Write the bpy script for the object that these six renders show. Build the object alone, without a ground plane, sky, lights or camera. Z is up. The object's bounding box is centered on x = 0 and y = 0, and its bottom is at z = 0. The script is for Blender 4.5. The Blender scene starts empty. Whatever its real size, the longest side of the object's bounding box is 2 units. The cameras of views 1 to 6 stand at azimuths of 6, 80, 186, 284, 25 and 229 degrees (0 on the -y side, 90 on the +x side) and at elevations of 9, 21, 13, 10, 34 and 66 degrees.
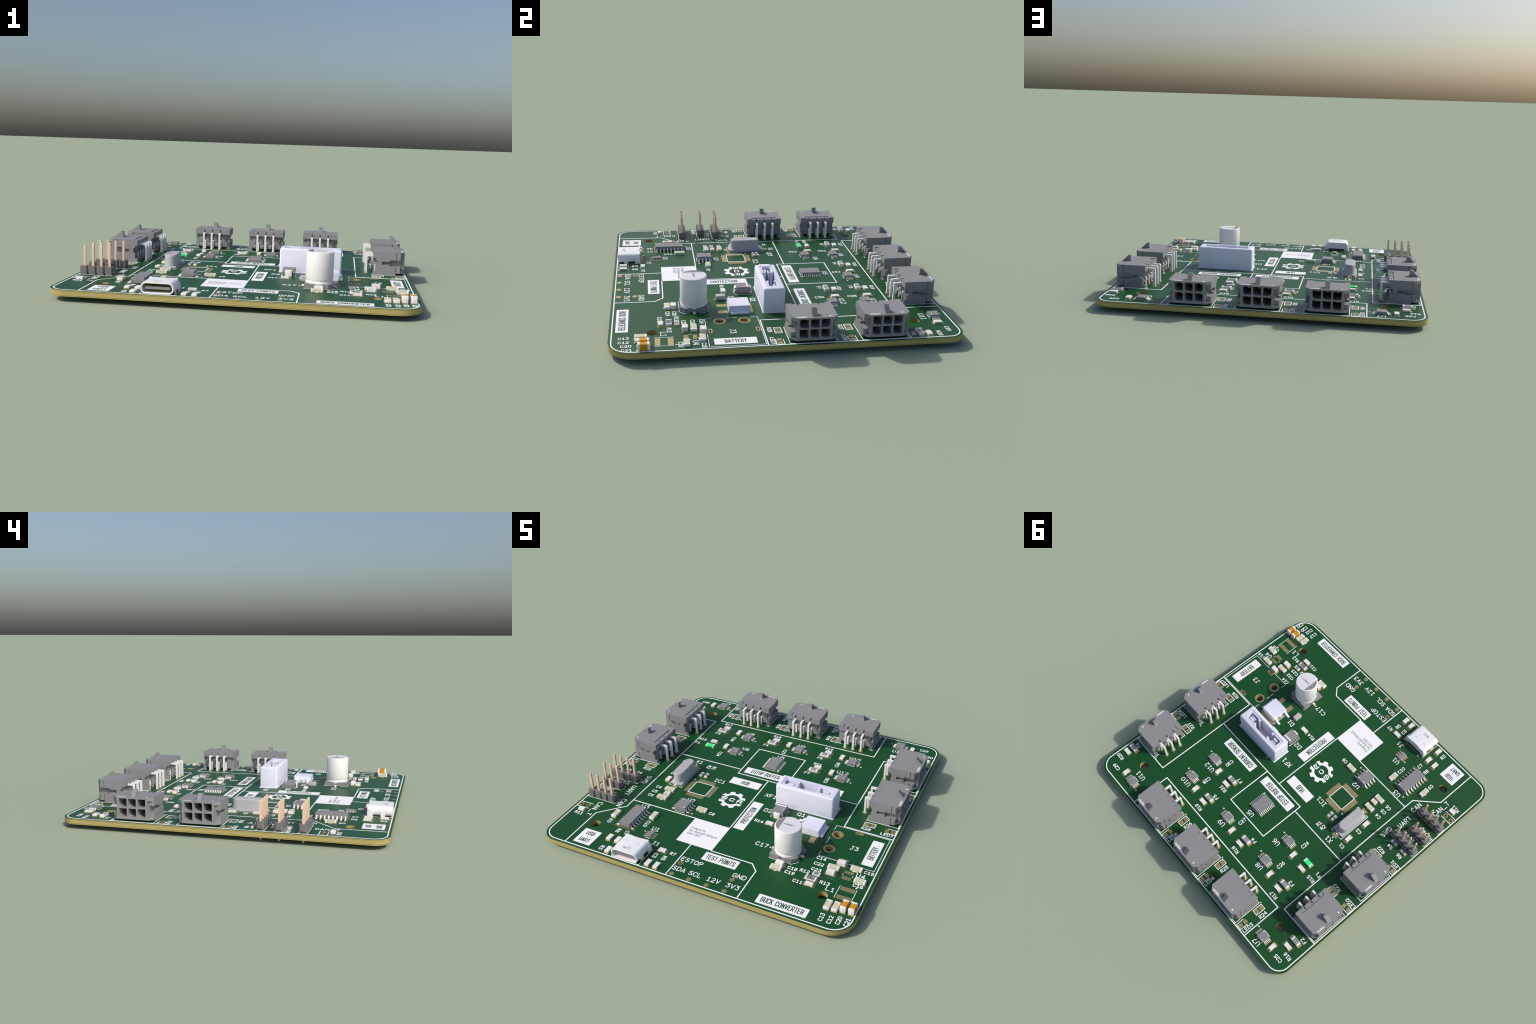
import bpy, bmesh, math
from math import sin, cos, pi, radians
from mathutils import Vector, Matrix

# ---------------------------------------------------------------- units
# Everything is described in millimetres of the real board (100 x 100 mm);
# one millimetre is MM metres in the scene.
MM = 0.02
TOP = 3.18            # height of the board's top face above the ground
BOTTOM = 1.47         # height of its underside
HALF = 50.0           # half the board's side
scene = bpy.context.scene

# ---------------------------------------------------------------- materials
def material(name, colour, rough=0.5, metal=0.0, spec=0.5, vary=0.03, scale=30.0, bump=0.0):
    m = bpy.data.materials.new(name)
    m.use_nodes = True
    nt = m.node_tree
    b = nt.nodes["Principled BSDF"]
    tc = nt.nodes.new("ShaderNodeTexCoord")
    no = nt.nodes.new("ShaderNodeTexNoise")
    no.inputs["Scale"].default_value = scale
    no.inputs["Detail"].default_value = 3.0
    nt.links.new(tc.outputs["Object"], no.inputs["Vector"])
    ramp = nt.nodes.new("ShaderNodeValToRGB")
    ramp.color_ramp.elements[0].position = 0.3
    ramp.color_ramp.elements[1].position = 0.7
    lo = [max(0, c * (1 - vary)) for c in colour]
    hi = [min(1, c * (1 + vary)) for c in colour]
    ramp.color_ramp.elements[0].color = (*lo, 1)
    ramp.color_ramp.elements[1].color = (*hi, 1)
    nt.links.new(no.outputs["Fac"], ramp.inputs["Fac"])
    nt.links.new(ramp.outputs["Color"], b.inputs["Base Color"])
    b.inputs["Roughness"].default_value = rough
    b.inputs["Metallic"].default_value = metal
    b.inputs["Specular IOR Level"].default_value = spec
    if bump:
        bp = nt.nodes.new("ShaderNodeBump")
        bp.inputs["Strength"].default_value = bump
        bp.inputs["Distance"].default_value = 0.002
        nt.links.new(no.outputs["Fac"], bp.inputs["Height"])
        nt.links.new(bp.outputs["Normal"], b.inputs["Normal"])
    return m

M = {}
M["mask"] = material("green_solder_mask", (0.0075, 0.0755, 0.0175), 0.42, spec=0.43, vary=0.03, scale=6)
M["fr4"] = material("glass_fibre_laminate", (0.44, 0.365, 0.135), 0.7, spec=0.3, vary=0.04, scale=60)  # base darkened to match the shaded look of the board edge
M["core"] = material("copper_layer_edge", (0.10, 0.07, 0.03), 0.8, spec=0.2)
M["silk"] = material("white_print", (0.955, 0.95, 0.98), 0.7, spec=0.3, vary=0.01)
M["ink"] = material("green_print_gap", (0.0085, 0.075, 0.019), 0.6, spec=0.3, vary=0.03)
M["gold"] = material("gold_pad", (0.57, 0.455, 0.21), 0.42, metal=0.75, vary=0.05, scale=40)
M["grey"] = material("grey_nylon", (0.27, 0.27, 0.28), 0.7, spec=0.3, vary=0.02)
M["ic"] = material("grey_epoxy", (0.26, 0.26, 0.265), 0.7, spec=0.3, vary=0.02)
M["dark"] = material("dark_grey_nylon", (0.185, 0.18, 0.185), 0.7, spec=0.3, vary=0.03)
M["black"] = material("black_plastic", (0.04, 0.042, 0.045), 0.6, vary=0.05)
M["tin"] = material("tinned_metal", (0.88, 0.88, 0.875), 0.55, spec=0.4, vary=0.03)
M["steel"] = material("bright_steel_shell", (0.88, 0.88, 0.90), 0.5, spec=0.5, vary=0.01)
M["pin"] = material("pale_gold_pin", (0.82, 0.61, 0.44), 0.5, spec=0.4, vary=0.03)
M["lav"] = material("pale_lavender_plastic", (0.78, 0.79, 0.92), 0.6, spec=0.3, vary=0.01)
M["ceramic"] = material("white_ceramic", (0.84, 0.82, 0.78), 0.6, spec=0.3, vary=0.02)
M["cream"] = material("cream_ceramic", (0.65, 0.64, 0.47), 0.6, spec=0.3, vary=0.03)
M["peach"] = material("peach_ceramic", (0.80, 0.66, 0.48), 0.6, spec=0.3, vary=0.02)
M["orange"] = material("orange_ceramic", (0.66, 0.29, 0.008), 0.6, spec=0.3, vary=0.03)
M["led"] = material("green_glass_fuse", (0.02, 0.93, 0.22), 0.5, spec=0.3, vary=0.02)
M["resist"] = material("dark_resist_film", (0.19, 0.19, 0.20), 0.6, spec=0.3, vary=0.02)
M["can"] = material("white_enamel_can", (0.85, 0.85, 0.835), 0.5, spec=0.4, vary=0.01)
M["candisc"] = material("pale_grey_can_print", (0.75, 0.75, 0.78), 0.6, spec=0.3, vary=0.01)
M["crystal"] = material("grey_metal_can", (0.47, 0.465, 0.49), 0.55, spec=0.4, vary=0.02)
M["diode"] = material("light_grey_epoxy", (0.50, 0.49, 0.50), 0.6, spec=0.3, vary=0.02)
M["mark"] = material("pale_printed_mark", (0.72, 0.72, 0.73), 0.7, spec=0.2, vary=0.01)
M["white"] = material("white_printed_mark", (0.90, 0.90, 0.90), 0.7, spec=0.2, vary=0.01)
M["blue"] = material("pale_blue_mark", (0.42, 0.56, 0.68), 0.7, spec=0.2, vary=0.02)
M["greyink"] = material("grey_printed_ink", (0.22, 0.22, 0.23), 0.7, spec=0.2, vary=0.02)
M["brass"] = material("yellow_gold_contact", (0.75, 0.52, 0.06), 0.45, metal=0.3, vary=0.03)

# ---------------------------------------------------------------- mesh builder
class Shape:
    """Collects solids in millimetres, each face with a material slot."""
    def __init__(self):
        self.v, self.f, self.mi, self.mats = [], [], [], []

    def slot(self, mat):
        if mat not in self.mats:
            self.mats.append(mat)
        return self.mats.index(mat)

    def add(self, verts, faces, mat):
        n, s = len(self.v), self.slot(mat)
        self.v += [tuple(p) for p in verts]
        for f in faces:
            self.f.append([i + n for i in f])
            self.mi.append(s)

    def loft(self, rings, mat, cap=True):
        n = len(rings[0])
        verts = [p for r in rings for p in r]
        faces = []
        for k in range(len(rings) - 1):
            for i in range(n):
                j = (i + 1) % n
                faces.append((k * n + i, k * n + j, (k + 1) * n + j, (k + 1) * n + i))
        if cap:
            faces.append(tuple(range(n))[::-1])
            faces.append(tuple((len(rings) - 1) * n + i for i in range(n)))
        self.add(verts, faces, mat)

    def prism(self, poly, z0, z1, mat):
        self.loft([[(x, y, z0) for x, y in poly], [(x, y, z1) for x, y in poly]], mat)

    def box(self, x0, x1, y0, y1, z0, z1, mat):
        self.prism([(x0, y0), (x1, y0), (x1, y1), (x0, y1)], z0, z1, mat)

    def block(self, cx, cy, lx, ly, z0, z1, mat, top=1.0, topy=None):
        ty = top if topy is None else topy
        r = []
        for z, kx, ky in ((z0, 1, 1), (z1, top, ty)):
            r.append([(cx + sx * lx / 2 * kx, cy + sy * ly / 2 * ky, z) for sx, sy in ((-1, -1), (1, -1), (1, 1), (-1, 1))])
        self.loft(r, mat)

    def along_y(self, profile, y0, y1, mat):
        """profile in (x, z), counter-clockwise, swept along y."""
        self.loft([[(x, y1, z) for x, z in profile], [(x, y0, z) for x, z in profile]], mat)

    def along_x(self, profile, x0, x1, mat):
        self.loft([[(x0, y, z) for y, z in profile], [(x1, y, z) for y, z in profile]], mat)

    def revolve(self, prof, cx, cy, mat, n=48):
        self.loft([[(cx + r * cos(2 * pi * i / n), cy + r * sin(2 * pi * i / n), z) for i in range(n)] for r, z in prof], mat)

    def ring(self, cx, cy, ro, ri, z0, z1, mat, n=28, sx=0.0, sxi=None):
        """Flat washer with wall; sx stretches it into a slot along x."""
        sxi = sx if sxi is None else sxi
        def circ(r, z, s):
            return [(cx + r * cos(2 * pi * i / n) + (s if cos(2 * pi * i / n) > 0 else -s), cy + r * sin(2 * pi * i / n), z) for i in range(n)]
        rings = [circ(ro, z0, sx), circ(ro, z1, sx), circ(ri, z1, sxi), circ(ri, z0, sxi)]
        verts = [p for r in rings for p in r]
        faces = []
        for k in range(4):
            for i in range(n):
                j = (i + 1) % n
                a, b = k * n, ((k + 1) % 4) * n
                faces.append((a + i, a + j, b + j, b + i))
        self.add(verts, faces, mat)

    def mesh(self, name, bevel=0.0, segments=2, smooth=False, limit=30):
        me = bpy.data.meshes.new(name)
        me.from_pydata([(x * MM, y * MM, z * MM) for x, y, z in self.v], [], self.f)
        for m in self.mats:
            me.materials.append(M[m])
        me.polygons.foreach_set("material_index", self.mi)
        bm = bmesh.new()
        bm.from_mesh(me)
        bmesh.ops.recalc_face_normals(bm, faces=bm.faces)
        if bevel:
            ed = [e for e in bm.edges if len(e.link_faces) == 2 and e.calc_face_angle(0) > radians(limit)]
            bmesh.ops.bevel(bm, geom=ed, offset=bevel * MM, segments=segments, profile=0.5, affect="EDGES", clamp_overlap=True)
        bm.to_mesh(me)
        bm.free()
        if smooth or bevel:
            me.shade_smooth()
            me.set_sharp_from_angle(angle=radians(38))
        return me

root = bpy.data.objects.new("circuit_board", None)
root.empty_display_size = 0.1
scene.collection.objects.link(root)
root["label"] = "green circuit board with grey connectors and white lettering"
root["category"] = "circuit board"

def put(name, mesh, parent=None, loc=(0, 0, 0), turn=0.0, kind=None):
    o = bpy.data.objects.new(name, mesh)
    scene.collection.objects.link(o)
    o.parent = parent or root
    o.location = [c * MM for c in loc]
    o.rotation_euler = (0, 0, radians(turn))
    if kind:
        o["kind"] = kind
    return o

def carve(mesh, cutter_shape):
    """Boolean difference, applied."""
    a = bpy.data.objects.new("tmp_a", mesh)
    b = bpy.data.objects.new("tmp_b", cutter_shape.mesh("tmp_cut"))
    scene.collection.objects.link(a)
    scene.collection.objects.link(b)
    md = a.modifiers.new("cut", "BOOLEAN")
    md.operation, md.solver, md.object = "DIFFERENCE", "EXACT", b
    md.use_self = True
    md.material_mode = "INDEX"
    dg = bpy.context.evaluated_depsgraph_get()
    dg.update()
    out = bpy.data.meshes.new_from_object(a.evaluated_get(dg))
    out.name = mesh.name
    bpy.data.objects.remove(a)
    bpy.data.objects.remove(b)
    return out

# ---------------------------------------------------------------- bare board
HOLES = []                      # (x, y, radius, half stretch along x)
for sx in (-1, 1):
    for sy in (-1, 1):
        HOLES.append((0.23 + 38.1 * sx, 38.1 * sy, 1.6, 0))

FACING = {"+x": 0, "+y": 90, "-x": 180}
ROW_AT = {"+x": 36.8, "-x": 36.55, "+y": 36.65}
CONNECTORS = [("+x", 26.2), ("+x", 5.65), ("+y", 20.65), ("+y", 0.15), ("+y", -20.4), ("-x", 26.3), ("-x", 5.5)]
def connector_xy(face, c):
    return {"+x": (ROW_AT[face], c), "-x": (-ROW_AT[face], c), "+y": (c, ROW_AT[face])}[face]
PLATED = []                     # plated holes: x, y, pad radius, hole radius, stretch pad, stretch hole
for face, c in CONNECTORS:
    x0, y0 = connector_xy(face, c)
    a = radians(FACING[face])
    for o in (0, 3.0):
        for v in (-3, 0, 3):
            PLATED.append((x0 + o * cos(a) - v * sin(a), y0 + o * sin(a) + v * cos(a), 0.82, 0.5, 0, 0))
HEADERS = [("CAN", -39.92, -25.7, 4), ("UART", -42.32, -18.65, 3), ("SWD", -39.57, -13.08, 4)]
for _, x, y, n in HEADERS:
    for i in range(n):
        PLATED.append((x - 2.54 * i, y, 0.8, 0.5, 0, 0))
PLATED += [(-45.6, -31.35, 0.8, 0.45, 0, 0), (-48.15, -31.3, 0.8, 0.45, 0, 0)]
PLATED += [(33.0, -18.85, 1.85, 1.28, 0, 0), (33.0, -11.62, 1.85, 1.28, 0, 0)]
PLATED += [(38.93, -22.0, 0.62, 0.26, 0.75, 0.5), (38.93, -8.45, 0.62, 0.26, 0.75, 0.5)]
PLATED += [(-3.98, -42.98, 0.8, 0.4, 0, 0)]
for x, y, rp, rh, sp, sh in PLATED:
    HOLES.append((x, y, rh + 0.03, sh))

def rounded_square(h, r, r_front=None, n=14):
    """r_front: radius of the rounder front right corner."""
    pts = []
    for k, (sx, sy) in enumerate(((1, 1), (-1, 1), (-1, -1), (1, -1))):
        q = r_front if (r_front and k == 3) else r
        for i in range(n + 1):
            a = pi / 2 * (k + i / n)
            pts.append((sx * (h - q) + q * cos(a), sy * (h - q) + q * sin(a)))
    return pts

def slab(name, half, radius, z0, z1, mat, grow=0.0):
    """Filled outline with all drill holes, extruded from z0 to z1."""
    cu = bpy.data.curves.new(name, "CURVE")
    cu.dimensions = "2D"
    cu.fill_mode = "BOTH"
    cu.extrude = (z1 - z0) / 2 * MM
    loops = [rounded_square(half, radius, radius + 2.3)]
    for x, y, r, s in HOLES:
        n = 40 if r > 1 else 20
        loops.append([(x + (r + grow) * cos(2 * pi * i / n) + (s if cos(2 * pi * i / n) > 0 else -s), y + (r + grow) * sin(2 * pi * i / n)) for i in range(n)])
    for lp in loops:
        sp = cu.splines.new("POLY")
        sp.points.add(len(lp) - 1)
        for p, (x, y) in zip(sp.points, lp):
            p.co = (x * MM, y * MM, 0, 1)
        sp.use_cyclic_u = True
    o = bpy.data.objects.new(name, cu)
    scene.collection.objects.link(o)
    dg = bpy.context.evaluated_depsgraph_get()
    dg.update()
    me = bpy.data.meshes.new_from_object(o.evaluated_get(dg))
    bpy.data.objects.remove(o)
    me.name = name
    me.transform(Matrix.Translation((0, 0, (z0 + z1) / 2 * MM)))
    me.materials.clear()
    me.materials.append(M[mat])
    me.shade_smooth()
    me.set_sharp_from_angle(angle=radians(30))
    return me

t = TOP - BOTTOM
board = put("laminate", slab("laminate", HALF, 5.0, BOTTOM + 0.30, TOP - 0.32, "fr4"))
put("laminate_layer", slab("laminate_top", HALF, 5.0, TOP - 0.245, TOP - 0.027, "fr4"), board)
put("laminate_layer", slab("laminate_low", HALF, 5.0, BOTTOM + 0.027, BOTTOM + 0.225, "fr4"), board)
put("copper_layer", slab("copper_top", HALF - 0.25, 4.75, TOP - 0.3195, TOP - 0.2455, "core", 0.05), board)
put("copper_layer", slab("copper_low", HALF - 0.25, 4.75, BOTTOM + 0.2255, BOTTOM + 0.2995, "core", 0.05), board)
put("solder_mask", slab("mask_top", HALF, 5.0, TOP - 0.025, TOP, "mask"), board)
put("solder_mask", slab("mask_low", HALF, 5.0, BOTTOM, BOTTOM + 0.025, "mask"), board)

# ---------------------------------------------------------------- pads
pads = Shape()
def pad(x, y, lx, ly, lift=0.0):
    pads.box(x - lx / 2, x + lx / 2, y - ly / 2, y + ly / 2, TOP - 0.01, TOP + 0.02 + lift, "gold")
unit_pads = {}
def single_pad(x, y, lx, ly):
    """An individually named landing pad."""
    key = (round(lx, 3), round(ly, 3))
    if key not in unit_pads:
        s = Shape()
        s.box(-lx / 2, lx / 2, -ly / 2, ly / 2, -0.01, 0.02, "gold")
        unit_pads[key] = s.mesh("solder_pad")
    put("solder_pad", unit_pads[key], board, (x, y, TOP))

ring_mesh = {}
for x, y, rp, rh, sp, sh in PLATED:
    key = (rp, rh, sp, sh)
    if key not in ring_mesh:
        s = Shape()
        s.ring(0, 0, rp, rh, -0.01, 0.02, "gold", sx=sp, sxi=sh)
        s.ring(0, 0, rp, rh, BOTTOM - TOP - 0.02, BOTTOM - TOP + 0.01, "gold", sx=sp, sxi=sh)
        s.ring(0, 0, rh + 0.025, rh, BOTTOM - TOP + 0.012, -0.012, "fr4", sx=sh)
        ring_mesh[key] = s.mesh("plated_hole", smooth=True)
    put("plated_hole", ring_mesh[key], board, (x, y, TOP))
disc = Shape()
disc.revolve([(0.77, -0.01), (0.77, 0.02)], 0, 0, "gold", 28)
disc_me = disc.mesh("test_point")
for x, y in ((13.04, -47.98), (12.94, -43.0), (7.33, -48.0), (1.66, -48.0), (-4.02, -47.95)):
    put("test_point", disc_me, board, (x, y, TOP))

# ---------------------------------------------------------------- stroke lettering
def arc(cx, cy, rx, ry, a0, a1, n=8):
    return [(cx + rx * cos(radians(a0 + (a1 - a0) * i / n)), cy + ry * sin(radians(a0 + (a1 - a0) * i / n))) for i in range(n + 1)]
W = 0.62
H = W / 2
G = {
 "0": [arc(H, .69, H, .31, 0, 180) + arc(H, .31, H, .31, 180, 360) + [(W, .69)]],
 "1": [[(.08, .80), (.31, 1), (.31, 0)], [(.06, 0), (.56, 0)]],
 "2": [arc(H, .70, H, .30, 160, -25) + [(0, 0), (W, 0)]],
 "3": [[(.03, 1), (.60, 1), (.28, .60)] + arc(.30, .31, .32, .31, 75, -155)],
 "4": [[(.46, 0), (.46, 1), (0, .30), (.64, .30)]],
 "5": [[(.57, 1), (.08, 1), (.04, .55)] + arc(.30, .32, .32, .32, 115, -150)],
 "6": [[(.52, 1), (.22, .86), (.03, .52)] + arc(H, .30, H, .30, 180, -180, 14)],
 "7": [[(0, 1), (W, 1), (.22, 0)]],
 "8": [arc(H, .76, .27, .24, -90, 270, 14), arc(H, .27, H, .27, 90, 450, 14)],
 "9": [arc(H, .70, H, .30, 0, 360, 14) + [(.59, .48), (.40, .14), (.10, 0)]],
 "A": [[(0, 0), (.33, 1), (.66, 0)], [(.12, .31), (.54, .31)]],
 "B": [[(0, 0), (0, 1), (.38, 1)] + arc(.38, .76, .22, .24, 90, -90, 6) + [(.42, .52)] + arc(.40, .26, .25, .26, 90, -90, 6) + [(0, 0)], [(0, .52), (.40, .52)]],
 "C": [arc(.34, .66, .34, .34, 25, 180, 7) + arc(.34, .34, .34, .34, 180, 335, 7)],
 "D": [[(0, 0), (0, 1), (.28, 1)] + arc(.28, .64, .38, .36, 90, 0, 5) + arc(.28, .36, .38, .36, 0, -90, 5) + [(0, 0)]],
 "E": [[(.56, 1), (0, 1), (0, 0), (.58, 0)], [(0, .53), (.42, .53)]],
 "F": [[(.58, 1), (0, 1), (0, 0)], [(0, .50), (.42, .50)]],
 "G": [arc(.34, .66, .34, .34, 35, 180, 7) + arc(.34, .34, .34, .34, 180, 350, 7) + [(.67, .46), (.40, .46)]],
 "H": [[(0, 0), (0, 1)], [(W, 0), (W, 1)], [(0, .52), (W, .52)]],
 "I": [[(.31, 0), (.31, 1)], [(.08, 0), (.54, 0)], [(.08, 1), (.54, 1)]],
 "J": [[(.20, 1), (.60, 1)], [(.42, 1), (.42, .25)] + arc(.20, .25, .22, .25, 0, -150, 6)],
 "K": [[(0, 0), (0, 1)], [(.60, 1), (0, .42)], [(.18, .58), (.62, 0)]],
 "L": [[(0, 1), (0, 0), (.56, 0)]],
 "N": [[(0, 0), (0, 1), (W, 0), (W, 1)]],
 "O": [arc(.34, .66, .34, .34, 0, 180, 8) + arc(.34, .34, .34, .34, 180, 360, 8) + [(.68, .66)]],
 "P": [[(0, 0), (0, 1), (.36, 1)] + arc(.36, .74, .26, .26, 90, -90, 8) + [(0, .48)]],
 "Q": [arc(.34, .66, .34, .34, 0, 180, 8) + arc(.34, .34, .34, .34, 180, 360, 8) + [(.68, .66)], [(.40, .22), (.66, -.06)]],
 "R": [[(0, 0), (0, 1), (.36, 1)] + arc(.36, .74, .26, .26, 90, -90, 8) + [(0, .48)], [(.34, .48), (.62, 0)]],
 "S": [arc(.31, .75, .29, .25, 25, 250, 8) + arc(.31, .26, .31, .26, 75, -155, 8)],
 "T": [[(0, 1), (.66, 1)], [(.33, 1), (.33, 0)]],
 "U": [[(0, 1), (0, .32)] + arc(H, .32, H, .32, 180, 360, 8) + [(W, 1)]],
 "V": [[(0, 1), (.33, 0), (.66, 1)]],
 "W": [[(0, 1), (.20, 0), (.43, .70), (.66, 0), (.86, 1)]],
 "X": [[(0, 1), (.64, 0)], [(.64, 1), (0, 0)]],
 "Y": [[(0, 1), (.31, .48), (.62, 1)], [(.31, .48), (.31, 0)]],
 "_": [[(-.05, -.10), (.80, -.10)]],
 "-": [[(.12, .42), (.54, .42)]],
 " ": [],
}
# squarish caps for the narrow panel lettering
c = 0.16
G2 = dict(G)
G2["O"] = [[(c, 0), (W - c, 0), (W, c), (W, 1 - c), (W - c, 1), (c, 1), (0, 1 - c), (0, c), (c, 0)]]
G2["C"] = [[(W, .74), (W, 1 - c), (W - c, 1), (c, 1), (0, 1 - c), (0, c), (c, 0), (W - c, 0), (W, c), (W, .26)]]
G2["U"] = [[(0, 1), (0, c), (c, 0), (W - c, 0), (W, c), (W, 1)]]
G2["S"] = [[(W, .76), (W, 1 - c), (W - c, 1), (c, 1), (0, 1 - c), (0, .64), (c, .53), (W - c, .47), (W, .36), (W, c), (W - c, 0), (c, 0), (0, c), (0, .24)]]
G2["D"] = [[(0, 0), (0, 1), (W - c, 1), (W, 1 - c), (W, c), (W - c, 0), (0, 0)]]
G2["R"] = [[(0, 0), (0, 1), (W - c, 1), (W, 1 - c), (W, .62), (W - c, .48), (0, .48)], [(.34, .48), (W, 0)]]
G2["P"] = [[(0, 0), (0, 1), (W - c, 1), (W, 1 - c), (W, .60), (W - c, .46), (0, .46)]]
G2["I"] = [[(0, 0), (0, 1)]]
G2["T"] = [[(0, 1), (W, 1)], [(H, 1), (H, 0)]]
G2["N"] = [[(0, 0), (0, 1), (W, 0), (W, 1)]]
G2["B"] = [[(0, 0), (0, 1), (W - c, 1), (W - .02, .88), (W - .02, .66), (W - c, .53), (W, .40), (W, c), (W - c, 0), (0, 0)], [(0, .53), (W - c, .53)]]

class Ink:
    """Rounded strokes of print, each a sliver higher than its neighbour."""
    def __init__(self, shape, mat, z, thick):
        self.s, self.mat, self.z, self.t, self.k = shape, mat, z, thick, 0
    def seg(self, p, q, w, n=5):
        self.k += 1
        dx, dy = q[0] - p[0], q[1] - p[1]
        a = math.atan2(dy, dx)
        r = w / 2
        poly = [(q[0] + r * cos(a - pi / 2 + pi * i / n), q[1] + r * sin(a - pi / 2 + pi * i / n)) for i in range(n + 1)]
        poly += [(p[0] + r * cos(a + pi / 2 + pi * i / n), p[1] + r * sin(a + pi / 2 + pi * i / n)) for i in range(n + 1)]
        self.s.prism(poly, self.z - 0.008, self.z + self.t + (self.k % 19) * 0.0012, self.mat)
    def line(self, pts, w):
        for p, q in zip(pts, pts[1:]):
            if (p[0] - q[0]) ** 2 + (p[1] - q[1]) ** 2 > 1e-8:
                self.seg(p, q, w)
    def dot(self, x, y, r):
        self.k += 1
        self.s.prism([(x + r * cos(2 * pi * i / 16), y + r * sin(2 * pi * i / 16)) for i in range(16)], self.z - 0.008, self.z + self.t + (self.k % 19) * 0.0012, self.mat)
    def text(self, word, x, y, size, w, turn=0.0, glyphs=G, gap=0.30, fit=None):
        """word centred on (x, y); fit stretches it to a given length."""
        strokes, pen = [], 0.0
        for ch in word:
            g = glyphs[ch]
            wd = max([px for st in g for px, _ in st], default=0.30)
            strokes += [[(px + pen, py) for px, py in st] for st in g]
            pen += (wd if glyphs is G2 else max(wd, 0.6)) + gap
        length = pen - gap
        kx = (fit - w) / length if fit else size
        a = radians(turn)
        for st in strokes:
            pts = []
            for px, py in st:
                u, v = (px - length / 2) * kx, (py - 0.5) * size
                pts.append((x + u * cos(a) - v * sin(a), y + u * sin(a) + v * cos(a)))
            self.line(pts, w)

# ---- section lines, outlines and dots
lines = Shape()
ink = Ink(lines, "silk", TOP, 0.022)
LW = 0.35
ink.line(rounded_square(49.15, 4.2, 5.4) + [rounded_square(49.15, 4.2, 5.4)[0]], LW)
for pts in (
    [(-41.0, -49.1), (-41.0, -33.56), (-34.0, -26.5), (-34.0, 7.95)],
    [(-34.0, -22.7), (-10.7, -22.7)],
    [(49.1, -7.05), (33.4, -7.05), (33.4, 33.5), (49.1, 33.5)],
    [(33.4, 5.5), (-10.0, 5.5)],
    [(8.0, 5.5), (8.0, 22.45), (-10.0, 22.45), (-10.0, 5.5)],
    [(-10.1, 8.0), (-34.0, 8.0)],
    [(1.5, 5.35), (1.5, -22.5)],
    [(17.48, -49.1), (17.48, -37.0), (15.1, -34.5), (1.6, -34.5)],
    [(-5.45, -49.1), (-5.45, -34.6)],
    [(29.3, 49.1), (29.3, 34.65), (-32.2, 34.65), (-32.2, 49.1)],
    [(-34.0, 8.0), (-34.0, 33.43), (-49.1, 33.43)],
):
    ink.line(pts, LW)
FINE = 0.17
for pts in (
    [(31.15, -9.65), (31.15, -7.5), (48.3, -7.5), (48.3, -23.0), (31.15, -23.0), (31.15, -21.0)],
    [(31.15, -13.6), (31.15, -16.85)],
    # coil outline
    [(41.52, -37.6), (41.52, -32.4)], [(46.45, -37.6), (46.45, -32.4)],
):
    ink.line(pts, FINE)
# connectors: outline round each housing
for face, cc in CONNECTORS:
    x0, y0 = connector_xy(face, cc)
    a = radians(FACING[face])
    def loc(o, v):
        return (x0 + o * cos(a) - v * sin(a), y0 + o * sin(a) + v * cos(a))
    ink.line([loc(1.85, -5.0), loc(1.85, -6.72), loc(12.05, -6.72), loc(12.05, 6.72), loc(1.85, 6.72), loc(1.85, 5.0)], 0.2)
    ink.dot(*loc(1.3, 6.9), 0.22)
# unfitted light and resistor places beside the connectors
SPARE_R = [(-40.0, -3.0, 0), (-40.0, 17.35, 0), (-28.75, 40.0, 90), (-8.25, 40.05, 90), (12.3, 40.05, 90), (40.4, 17.45, 0), (40.4, -3.05, 0)]
for x, y, tn in SPARE_R:
    lx, ly = (1.75, 0.98) if tn == 0 else (0.98, 1.75)
    ink.line([(x - lx, y - ly), (x + lx, y - ly), (x + lx, y + ly), (x - lx, y + ly), (x - lx, y - ly)], 0.24)
    for s in (-1, 1):
        if tn == 0:
            single_pad(x + s * 0.86, y, 1.25, 1.45)
        else:
            single_pad(x, y + s * 0.86, 1.45, 1.25)
SPARE_L = [(-47.0, -3.05, "-x"), (-47.0, 17.4, "-x"), (-28.9, 46.9, "+y"), (-8.4, 46.9, "+y"), (12.1, 46.9, "+y"), (47.0, 16.85, "+x"), (47.0, -3.6, "+x")]
for x, y, face in SPARE_L:
    s = {"-x": (-1, 0), "+x": (1, 0), "+y": (0, 1)}[face]
    def q(o, v):
        return (x + o * s[0] + v * s[1], y + o * s[1] + v * s[0])
    ink.line([q(-0.95, -1.08), q(1.85, -1.08), q(1.85, 1.08), q(-0.95, 1.08)], 0.22)
    for o in (-0.95, 0.98):
        cx, cy = q(o, 0)
        single_pad(cx, cy, *((1.3, 1.35) if s[0] else (1.35, 1.3)))
# headers
for _, x, y, n in HEADERS:
    xa, xb = x + 1.5, x - 2.54 * (n - 1) - 1.33
    ink.line([(xa, y + 1.36), (xb, y + 1.36), (xb, y - 1.36), (xa, y - 1.36), (xa, y + 1.36)], 0.14)
    ink.dot(x + 1.9, y - 0.02, 0.18)
ink.line([(-44.63, -32.65), (-49.1, -32.7)], 0.26)
ink.line([(-44.63, -30.12), (-49.1, -30.17)], 0.26)
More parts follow.
